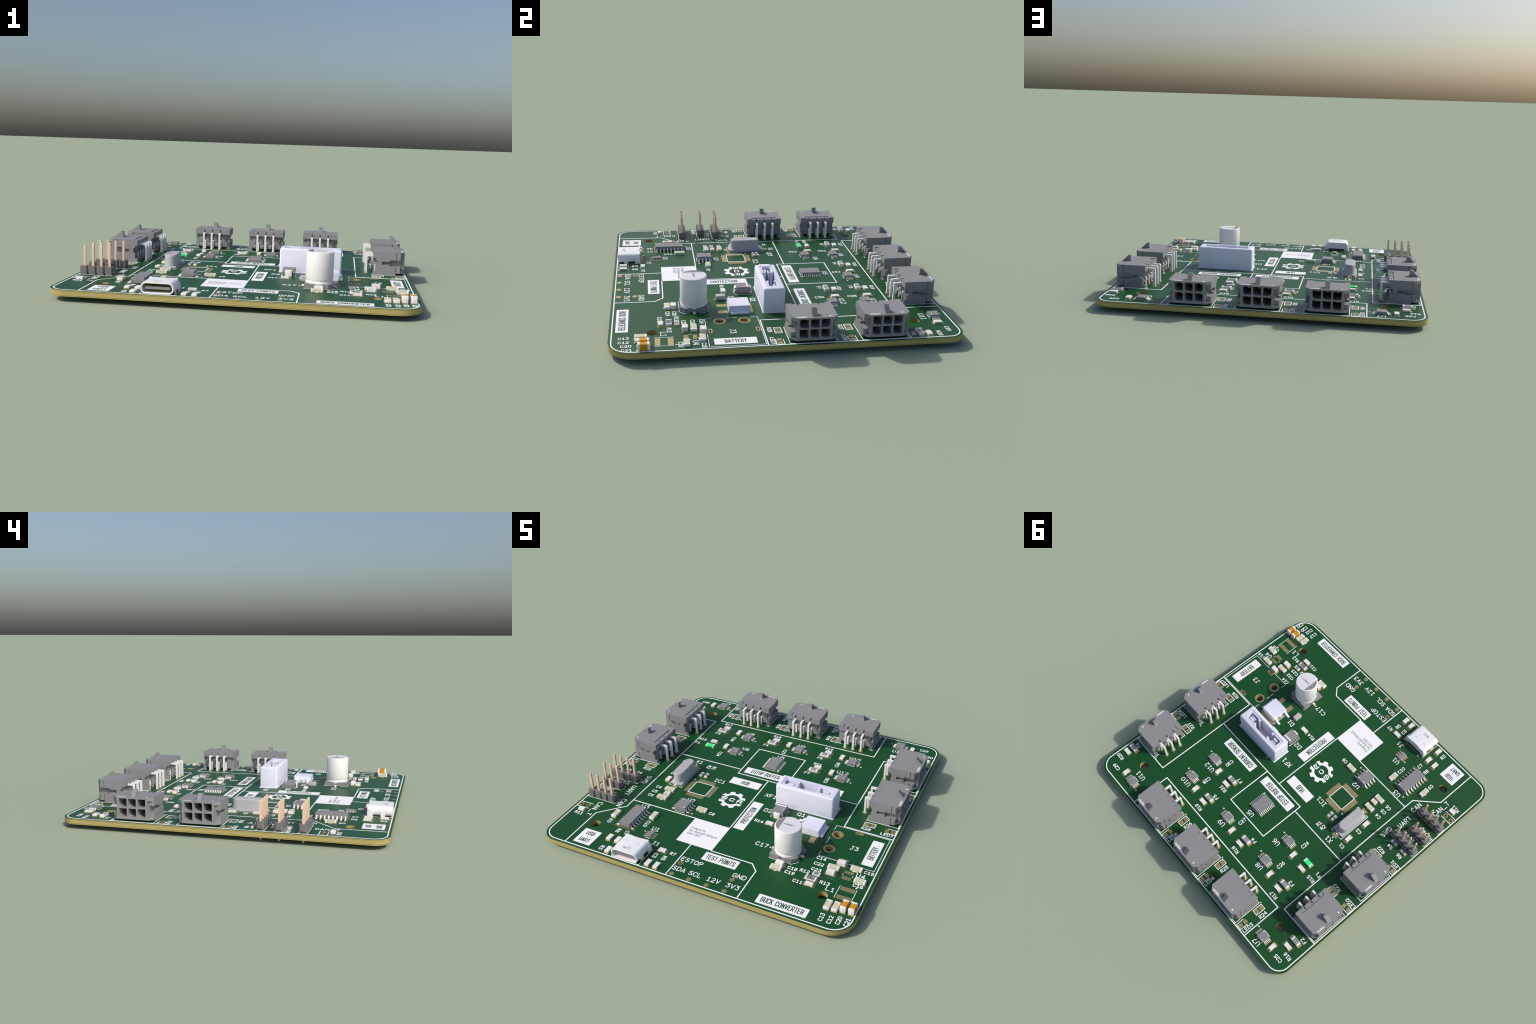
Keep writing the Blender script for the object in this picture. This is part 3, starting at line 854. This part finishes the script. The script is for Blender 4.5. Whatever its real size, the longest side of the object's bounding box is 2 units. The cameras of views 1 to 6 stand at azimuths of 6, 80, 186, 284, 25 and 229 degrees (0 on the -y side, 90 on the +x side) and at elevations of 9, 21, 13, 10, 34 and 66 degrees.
for face, cc in CONNECTORS:
    x0, y0 = connector_xy(face, cc)
    o = put("power_connector", housing_me, None, (x0, y0, TOP + 0.01), FACING[face])
    for v in (-3, 0, 3):
        put("contact_pin", pin_hi, o, (0, v, -0.01))
        put("contact_pin", pin_lo, o, (0, v, -0.01))
    put("printed_name", maker, o, (11.15, -3.6, 7.395), 90)
    put("pin_one_mark", tri_me, o)

# ---------------------------------------------------------------- pin headers
unit = {}
def header(n):
    s_ = Shape()
    for i in range(n):
        cx = -2.54 * i
        ch = 0.42
        a_, b_ = 1.25, 1.255
        s_.prism([(cx - a_ + ch, -b_), (cx + a_ - ch, -b_), (cx + a_, -b_ + ch), (cx + a_, b_ - ch), (cx + a_ - ch, b_), (cx - a_ + ch, b_), (cx - a_, b_ - ch), (cx - a_, -b_ + ch)], 0.55, 2.54, "dark")
        for sy in (-1, 1):
            y0_, y1_ = sorted((sy * 0.6, sy * 1.2))
            s_.box(cx - 1.0, cx + 1.0, y0_, y1_, 0.01, 0.56, "dark")
        s_.box(cx - 1.28, cx + 1.28, -0.78, 0.78, 0.58, 2.50, "dark")
    return s_.mesh("header_body")
p_ = Shape()
q_ = 0.32
def sq(r, z):
    return [(-r, -r, z), (r, -r, z), (r, r, z), (-r, r, z)]
p_.loft([sq(0.17, -3.02), sq(q_, -2.8), sq(q_, 8.42), sq(0.17, 8.66)], "pin")
header_pin = p_.mesh("header_pin")
for nm, x, y, n in HEADERS:
    o = put("pin_header", header(n), None, (x, y, TOP + 0.005))
    for i in range(n):
        put("header_pin", header_pin, o, (-2.54 * i, 0, 0))

# ---------------------------------------------------------------- usb socket
def rrect(w, z0, z1, r, y, n=8):
    pts = []
    for kx, kz, a0 in ((1, 1, 0), (-1, 1, 90), (-1, -1, 180), (1, -1, 270)):
        cx = kx * (w / 2 - r)
        cz = z1 - r if kz > 0 else z0 + r
        for i in range(n + 1):
            a_ = radians(a0 + 90 * i / n)
            pts.append((cx + r * cos(a_), y, cz + r * sin(a_)))
    return pts
u = Shape()
yf, yb = -3.95, 3.35
rings = [rrect(8.94, 0.12, 3.26, 1.35, yf + 0.06), rrect(8.94, 0.12, 3.26, 1.35, yb), rrect(8.2, 0.42, 2.9, 1.08, yb - 0.2), rrect(8.2, 0.42, 2.9, 1.08, yf + 0.06), rrect(8.5, 0.3, 3.05, 1.2, yf)]
verts = [p for r in rings for p in r]
nn = len(rings[0])
faces = []
for k_ in range(5):
    a_, b_ = k_ * nn, ((k_ + 1) % 5) * nn
    for i in range(nn):
        j = (i + 1) % nn
        faces.append((a_ + i, a_ + j, b_ + j, b_ + i))
u.add(verts, faces, "steel")
# rear wall, a little wider at its foot
u.along_y([(-4.1, 0.15), (-3.35, 0.15), (-3.0, 0.85), (3.0, 0.85), (3.35, 0.15), (4.1, 0.15), (4.45, 0.7), (4.4, 2.1), (3.6, 3.1), (3.0, 3.27), (-3.0, 3.27), (-3.6, 3.1), (-4.4, 2.1), (-4.45, 0.7)], yb - 0.1, yb + 0.28, "steel")
for s_ in (-1, 1):
    x0, x1 = sorted((s_ * 4.22, s_ * 4.50))
    u.box(x0, x1, -1.85, -0.45, -1.4, 1.9, "steel")
    x0, x1 = sorted((s_ * 4.28, s_ * 4.72))
    u.box(x0, x1, 1.85, 3.6, -0.9, 1.35, "steel")
    u.box(x0 - 0.05, x1 - 0.05, 2.1, 3.3, 1.3, 2.2, "steel") if s_ > 0 else u.box(x0 + 0.05, x1 + 0.05, 2.1, 3.3, 1.3, 2.2, "steel")
    # bent lugs at the rear corners
    u.block(s_ * 3.55, yb + 0.08, 0.9, 0.55, 2.6, 3.34, "steel", 0.8)
    # dimples in the roof
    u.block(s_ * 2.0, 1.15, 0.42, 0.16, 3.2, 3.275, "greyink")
u.box(-1.6, 1.6, yb + 0.06, yb + 0.22, 3.1, 3.285, "black")  # black strip laid on the shell, showing the rear slot's dark hollow
usb_me = u.mesh("usb_socket", smooth=True)
usb = put("usb_socket", usb_me, None, (-19.5, -45.0, TOP))
w_ = Shape()
w_.box(-4.05, 4.05, 2.4, 3.1, 0.45, 2.85, "black")
w_.block(0, -0.45, 6.7, 5.9, 1.28, 1.98, "ic")
w_.box(-3.2, 3.2, yb - 0.3, yb + 0.34, 0.05, 0.84, "black")
for i in range(12):
    x = -2.75 + i * 0.5
    if i in (0, 1, 4, 5, 6, 7, 10, 11):
        w_.box(x - 0.14, x + 0.14, -3.1, -0.2, 1.975, 2.01, "brass")
        w_.box(x - 0.14, x + 0.14, -3.1, -0.2, 1.25, 1.285, "brass")
for s_ in (-1, 1):
    w_.box(s_ * 3.36 - 0.06, s_ * 3.36 + 0.06, -3.2, -1.5, 1.5, 1.75, "brass")
put("usb_tongue", w_.mesh("usb_tongue"), usb)
for i in range(16):
    x = -3.2 + i * 0.427
    pad(-19.5 + x, -41.1, 0.27, 0.95)
for s_ in (-1, 1):
    for y, ly in ((-46.15, 1.9), (-42.25, 2.2)):
        pad(-19.5 + s_ * 4.5, y, 1.05, ly)
put("printed_name", type_mesh("usb_mark", "GCT", 2.45, 0.95, "greyink", 0.02, bold=0.02), usb, (-0.15, -1.95, 3.25))

# ---------------------------------------------------------------- blade fuse holder
f = Shape()
f.box(-9.82, 9.82, -3.25, 3.25, 0.15, 7.75, "lav")
fme = f.mesh("fuse_holder")
k = Shape()
k.box(-8.4, 8.4, -1.93, 1.93, 0.5, 9.0, "lav")
fme = carve(fme, k)
bm = bmesh.new()
bm.from_mesh(fme)
ed = [e_ for e_ in bm.edges if len(e_.link_faces) == 2 and e_.calc_face_angle(0) > 0.5 and all(abs(v_.co.x) > 9.5 * MM for v_ in e_.verts) and max(v_.co.z for v_ in e_.verts) > 3 * MM]
bmesh.ops.bevel(bm, geom=ed, offset=0.6 * MM, segments=4, profile=0.5, affect="EDGES")
bm.to_mesh(fme)
bm.free()
fme.materials.clear()
fme.materials.append(M["lav"])
fme.polygons.foreach_set("material_index", [0] * len(fme.polygons))
fme.shade_smooth()
fme.set_sharp_from_angle(angle=radians(35))
fh = put("fuse_holder", fme, None, (19.0, -2.1, TOP))
c_ = Shape()
# one spring clip: a rounded tray open toward the middle, curled lips, two blades
def clip_path(inset):
    a_, b_ = 2.25 - inset, 1.78 - inset
    r = 0.45
    return [(-a_, -b_), (a_ - r, -b_), (a_ - 0.13, -b_ + 0.13), (a_, -b_ + r), (a_, b_ - r), (a_ - 0.13, b_ - 0.13), (a_ - r, b_), (-a_, b_)]
outer, inner = clip_path(0.0), clip_path(0.48)
wall = outer + inner[::-1]
for i in range(len(outer) - 1):
    q4 = [outer[i], outer[i + 1], inner[i + 1], inner[i]]
    c_.prism(q4, 0.52, 7.6, "lav")
for s_ in (-1, 1):
    c_.revolve([(0.5, 0.52), (0.5, 7.45), (0.42, 7.58)], -2.45, s_ * 1.2, "lav", 20)
c_.box(-0.9, 0.9, 0.15, 0.75, 0.52, 7.1, "lav")
c_.box(-1.0, 1.0, -0.75, -0.35, 0.52, 6.7, "lav")
clip_me = c_.mesh("fuse_clip", bevel=0.0)
put("fuse_clip", clip_me, fh, (6.05, 0, 0))
put("fuse_clip", clip_me, fh, (-6.05, 0, 0), 180)
c2 = Shape()
c2.box(-9.88, 9.88, -3.33, 3.33, 0.02, 0.22, "lav")
put("fuse_base", c2.mesh("fuse_base"), fh)

# ---------------------------------------------------------------- round capacitor
cx, cy = 22.5, -25.6
b = Shape()
plate = [(-4.15, -4.15), (2.75, -4.15), (4.15, -2.75), (4.15, 2.75), (2.75, 4.15), (-4.15, 4.15)]
b.prism(plate, 0.05, 0.6, "ic")
seat = Shape()
seat.prism(plate, 0.0, 1.35, "ic")
k = Shape()
k.revolve([(3.75, 0.5), (3.95, 2.5)], 0, 0, "ic", 40)
k.box(-0.95, 0.95, -6, 6, 0.5, 2.5, "ic")
k.box(-6, 6, -0.6, 0.6, 0.5, 2.5, "ic")
seat_me = carve(seat.mesh("capacitor_seat"), k)
seat_me.materials.clear()
seat_me.materials.append(M["ic"])
cap_o = put("can_capacitor", None, None, (cx, cy, TOP))
s = Shape()
s.revolve([(3.3, 0.52), (3.62, 0.6), (3.9, 0.95), (4.0, 1.35), (3.95, 1.75), (3.74, 2.02), (3.74, 2.16), (3.93, 2.42), (4.0, 2.65), (4.0, 10.05), (3.9, 10.3), (3.68, 10.42)], 0, 0, "can", 64)
cap_me = s.mesh("can_capacitor", smooth=True)
bpy.data.objects.remove(cap_o)
cap_o = put("can_capacitor", cap_me, None, (cx, cy, TOP))
put("capacitor_seat", seat_me, cap_o, (0, 0, 0.05))
d = Shape()
d.revolve([(3.66, 10.4), (3.66, 10.435)], 0, 0, "candisc", 64)
put("can_print", d.mesh("can_print"), cap_o)
d = Shape()
aa = math.acos(1.95 / 3.6)
d.prism([(3.6 * cos(pi - aa + 2 * aa * i / 20), 3.6 * sin(pi - aa + 2 * aa * i / 20)) for i in range(21)], 10.43, 10.46, "ic")
put("polarity_mark", d.mesh("polarity_mark"), cap_o)
put("printed_name", type_mesh("can_mark", "KEMET", 3.3, 0.62, "greyink", 0.02), cap_o, (0.3, 0.1, 10.435))
l = Shape()
l.box(3.3, 5.0, -0.33, 0.33, 0.03, 0.42, "tin")
lme = l.mesh("lead", bevel=0.04)
for tn in (0, 180):
    put("lead", lme, cap_o, turn=tn)
for s_ in (-1, 1):
    single_pad(cx + s_ * 3.9, cy, 3.0, 1.1)

# ---------------------------------------------------------------- power transistor
q1 = Shape()
q1.loft([[(x, y, z) for x, y in ((-3.15, -3.2), (3.1, -3.2), (3.1, 3.2), (-3.15, 3.2))] if z < 1 else
         [(x, y, z) for x, y in ((-3.0, -3.05), (2.95, -3.05), (2.95, 3.05), (-3.0, 3.05))] for z in (0.08, 0.9, 2.35)], "lav")
qx, qy = 25.1, -12.36
qo = put("power_transistor", q1.mesh("power_transistor"), None, (qx, qy, TOP))
t_ = Shape()
t_.box(2.0, 4.22, -2.72, 2.72, 0.04, 0.62, "lav")
put("tab", t_.mesh("tab", bevel=0.06), qo)
l = Shape()
prof = [(-2.9, 1.35), (-2.9, 0.85), (-3.75, 0.85), (-4.35, 0.03), (-5.55, 0.03), (-5.55, 0.48), (-4.6, 0.48), (-3.95, 1.35)]
l.along_y(prof, -0.4, 0.4, "lav")
lme = l.mesh("leg", bevel=0.04)
for y in (-2.285, 2.285):
    put("leg", lme, qo, (0, y, 0))
l = Shape()
l.box(-3.75, -2.9, -0.4, 0.4, 0.85, 1.35, "lav")
put("leg_stub", l.mesh("leg_stub", bevel=0.04), qo)
single_pad(24.5, -11.3, 6.4, 6.4)
for x in (22.25, 26.85):
    single_pad(x, -17.2, 1.8, 2.9)

# ---------------------------------------------------------------- diodes
b = Shape()
b.block(0, 0, 1.85, 2.85, 0.06, 1.36, "diode", 0.98, 0.99)
put("small_diode", b.mesh("small_diode", bevel=0.05), None, (17.5, -17.0, TOP))
for s_ in (-1, 1):
    single_pad(17.6, -17.0 + s_ * 1.65, 0.62, 1.1)
b = Shape()
def dz(lx, ly, z):
    return [(-lx, -ly, z), (lx, -ly, z), (lx, ly, z), (-lx, ly, z)]
b.loft([dz(2.0, 1.8, 0.15), dz(2.3, 1.98, 1.15), dz(2.3, 1.98, 1.3), dz(2.05, 1.78, 2.35)], "ic")
b.box(1.2, 1.62, -1.6, 1.6, 2.34, 2.365, "white")
for i in range(3):
    b.box(-0.75 + i * 0.42, -0.42 + i * 0.42, -1.4, -1.23, 2.34, 2.362, "mark")
dio = put("power_diode", b.mesh("power_diode"), None, (12.6, -9.5, TOP), 90)
l = Shape()
l.along_y([(1.5, 0.03), (2.72, 0.03), (2.66, 1.85), (1.9, 2.0), (1.9, 1.8), (2.44, 1.7), (2.5, 0.25), (1.5, 0.25)], -1.05, 1.05, "tin")
lme = l.mesh("lead", bevel=0.04)
put("lead", lme, dio)
put("lead", lme, dio, turn=180)
for s_ in (-1, 1):
    single_pad(12.6, -9.5 + s_ * 2.2, 2.3, 1.5)

# ---------------------------------------------------------------- crystal
xo = Shape()
def stadium(hw, hl, z, n=14):
    pts = []
    for k_, s_ in ((0, 1), (1, -1)):
        for i in range(n + 1):
            a_ = pi * i / n + pi * k_
            pts.append((hw * cos(a_), s_ * (hl - hw) + hw * sin(a_), z))
    return pts
xo.loft([stadium(1.98, 5.28, 0.5), stadium(1.86, 5.14, 0.95), stadium(1.86, 5.14, 3.6), stadium(1.78, 5.06, 3.9), stadium(1.55, 4.85, 4.1)], "crystal")
cry = put("crystal_can", xo.mesh("crystal_can", smooth=True), None, (-25.82, -3.75, TOP))
xb = Shape()
xb.prism([(-2.2, -5.85), (2.2, -5.85), (2.2, 5.85), (-2.2, 5.85)], 0.1, 0.62, "crystal")
put("crystal_base", xb.mesh("crystal_base", bevel=0.06), cry)
l = Shape()
l.box(-0.28, 0.28, 5.5, 6.6, 0.03, 0.35, "tin")
lme = l.mesh("lead", bevel=0.03)
put("lead", lme, cry)
put("lead", lme, cry, turn=180)
for s_ in (-1, 1):
    single_pad(-25.82, -3.75 + s_ * 5.5, 2.2, 4.2)

# ---------------------------------------------------------------- joined print and fine pads
put("fine_pads", pads.mesh("fine_pads"), board, kind="stuff")
put("print_lines", lines.mesh("print_lines"), board, kind="stuff")
put("print_labels", names.mesh("print_labels"), board, kind="stuff")
